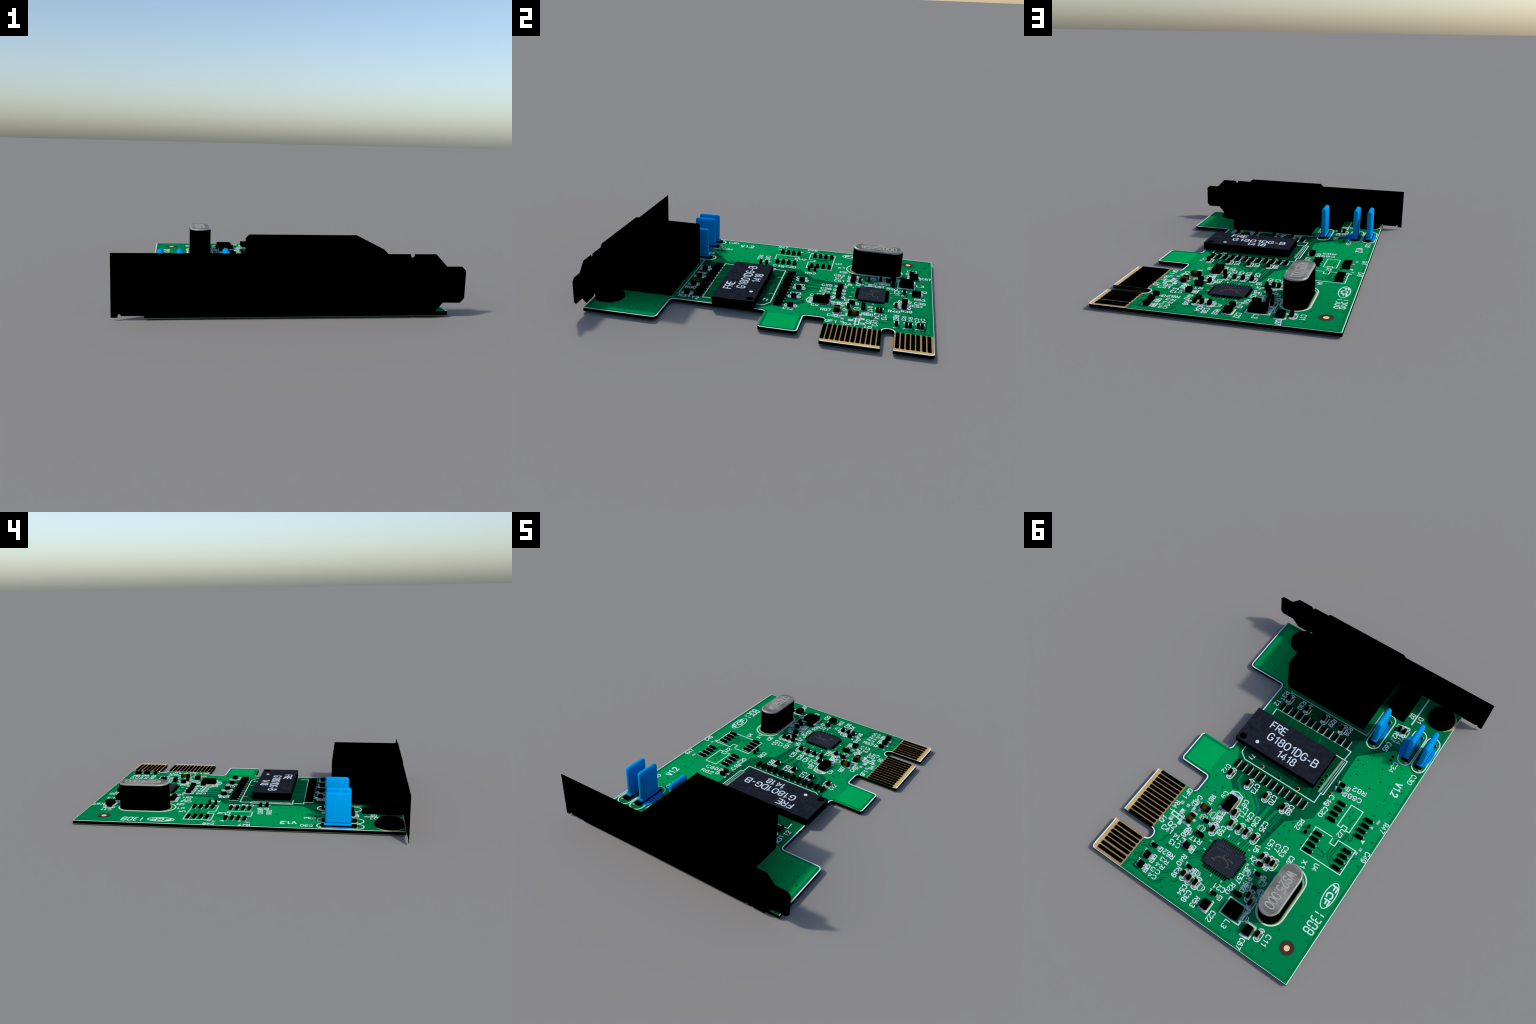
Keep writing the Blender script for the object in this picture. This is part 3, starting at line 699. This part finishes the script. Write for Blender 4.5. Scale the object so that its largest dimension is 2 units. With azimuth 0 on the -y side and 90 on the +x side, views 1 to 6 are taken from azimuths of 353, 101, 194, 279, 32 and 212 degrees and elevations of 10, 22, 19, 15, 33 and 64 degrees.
# ------------------------------------------------------------------ crystal oscillator
def can(name, cx, cy, hw, hl, z0, z1, r, mats):
    steps = 14
    bm = bmesh.new()
    levels = [(0, z0)] + [(r * (1 - math.cos(a)), z1 - r + r * math.sin(a)) for a in [math.pi / 2 * k / 5 for k in range(6)]]
    rings = [[bm.verts.new((p.x, p.y, z)) for p in stadium(cx, cy, hw - d, hl - d, steps)] for d, z in levels]
    n = len(rings[0])
    for li, (a, b) in enumerate(zip(rings, rings[1:])):
        for i in range(n):
            f = bm.faces.new((a[i], a[(i + 1) % n], b[(i + 1) % n], b[i]))
            f.smooth = True
            f.material_index = 1 if li == 0 else 2
    bm.faces.new(rings[-1]).material_index = 0
    bm.faces.new(rings[0][::-1]).material_index = 1
    return finish(bm, name, card, mats)
crystal = can("crystal_oscillator", -0.3357, 0.6353, .0648, .1616, ZB, 0.1953, .009, [CAN, BLACK, CANRIM])
bm = bmesh.new()
slab(bm, stadium(-0.3357, 0.6345, .0668, .1640, 14), ZB, ZB + .006)
finish(bm, "can_flange", crystal, BLACK)
lettering("WS25.000", (-0.3365, 0.5260), (-0.3365, 0.7520), .054, 0.1956, crystal, CANLT, weight=.125)

# ------------------------------------------------------------------ blue disc capacitors
def capacitor(cx, y0, y1, blob):
    o = bevelled_box("ceramic_capacitor", card, BLUE, cx - .0165, cx + .0165, y0, y1, 0.045, 0.2315, r=.0150, seg=5)
    for p in o.data.polygons:
        p.use_smooth = True
    bevelled_box("capacitor_collar", o, BLUE, cx - .0190, cx + .0180, y0 - .0040, y1 + .0060, 0.0350, 0.0475, r=.002, seg=1)
    bm = bmesh.new()
    box(bm, cx - .0215, cx + .0215, y0 - .034, y1 + .022, ZB, 0.0350)
    finish(bm, "capacitor_base", o, BLACK)
    bm = bmesh.new()
    bx, by, rx, ry = blob
    slab(bm, disc(bx, by, rx, ry, 32), ZB - .001, ZB + .0016)
    finish(bm, "resin_skirt", o, BLUE2)
    bm = bmesh.new()
    for yy in (y0 - .038, y1 + .024):
        slab(bm, rect(cx - .0275, cx - .012, yy - .004, yy + .009), ZB - .001, ZB + .0018)
    finish(bm, "capacitor_solder", o, BEIGE)
capacitor(-0.2545, -0.6440, -0.5005, (-0.2560, -0.588, .036, .080))
capacitor(-0.4740, -0.6620, -0.5140, (-0.4520, -0.590, .044, .092))
capacitor(-0.5675, -0.6620, -0.5130, (-0.5760, -0.600, .036, .090))

# ------------------------------------------------------------------ chip parts
def part_mesh(name, lx, ly, h, mats=BLACK, r=.002):
    return bevelled_box(name, card, mats, -lx / 2, lx / 2, -ly / 2, ly / 2, 0, h, r=r, seg=1)
small = None
for ax, x, y in small_parts:
    if small is None:
        small = part_mesh("chip_component", .0335, .0175, .0245)
        o = small
        o.location = (x, y, ZB)
    else:
        o = again(small, "chip_component", card, (x, y, ZB))
    o.rotation_euler[2] = (math.pi / 2 if ax == "y" else 0) + random.uniform(-.03, .03)
    o.scale = (random.uniform(.95, 1.05), random.uniform(.94, 1.04), random.uniform(.95, 1.06))
stub = turned("pin_stub", card, (0, 0, 0), [(.0090, 0), (.0090, .022), (.0078, .026), (.0050, .0295), (.0020, .0305)], n=14)
stub.location = (-0.2371, 0.1985, ZB)
again(stub, "pin_stub", card, (-0.2384, 0.2373, ZB))
for x, y, r in ((0.2493, 0.5949, 0), (-0.1319, 0.755, 0)):
    again(small, "chip_component", card, (x, y, ZB), r, (1.50, 1.25, 1.18))
big = part_mesh("chip_capacitor", .042, .054, .0275)
big.location = (-0.0219, 0.9010, ZB)
again(big, "chip_capacitor", card, (-0.2936, 0.8835, ZB))
tant = part_mesh("tantalum_capacitor", .050, .096, .0315)
tant.location = (0.2230, 0.3420, ZB)
ind = part_mesh("inductor", .092, .083, .029)
ind.location = (-0.1645, 0.8390, ZB)
foot = None
for x, y in pin_feet:
    if foot is None:
        foot = part_mesh("socket_pin", .050, .0185, .0155)
        foot.location = (x, y, ZB)
    else:
        again(foot, "socket_pin", card, (x, y, ZB), random.uniform(-.03, .03))

def banded(name, lx, ly, h, loc, rot):
    """Three-section moulded part with an amber middle."""
    bm = bmesh.new()
    for a, b, m in ((-.5, -.17, 0), (-.17, .28, 1), (.28, .5, 0)):
        box(bm, lx * a, lx * b, -ly / 2, ly / 2, 0, h, m)
    bmesh.ops.remove_doubles(bm, verts=bm.verts, dist=1e-6)
    o = finish(bm, name, card, [BLACK, AMBER])
    o.location, o.rotation_euler = loc, (0, 0, rot)
    return o
banded("diode", .062, .028, .0245, (0.3540, 0.5470, ZB), math.pi / 2)
banded("diode", .056, .033, .0245, (0.3225, 0.4470, ZB), 0)
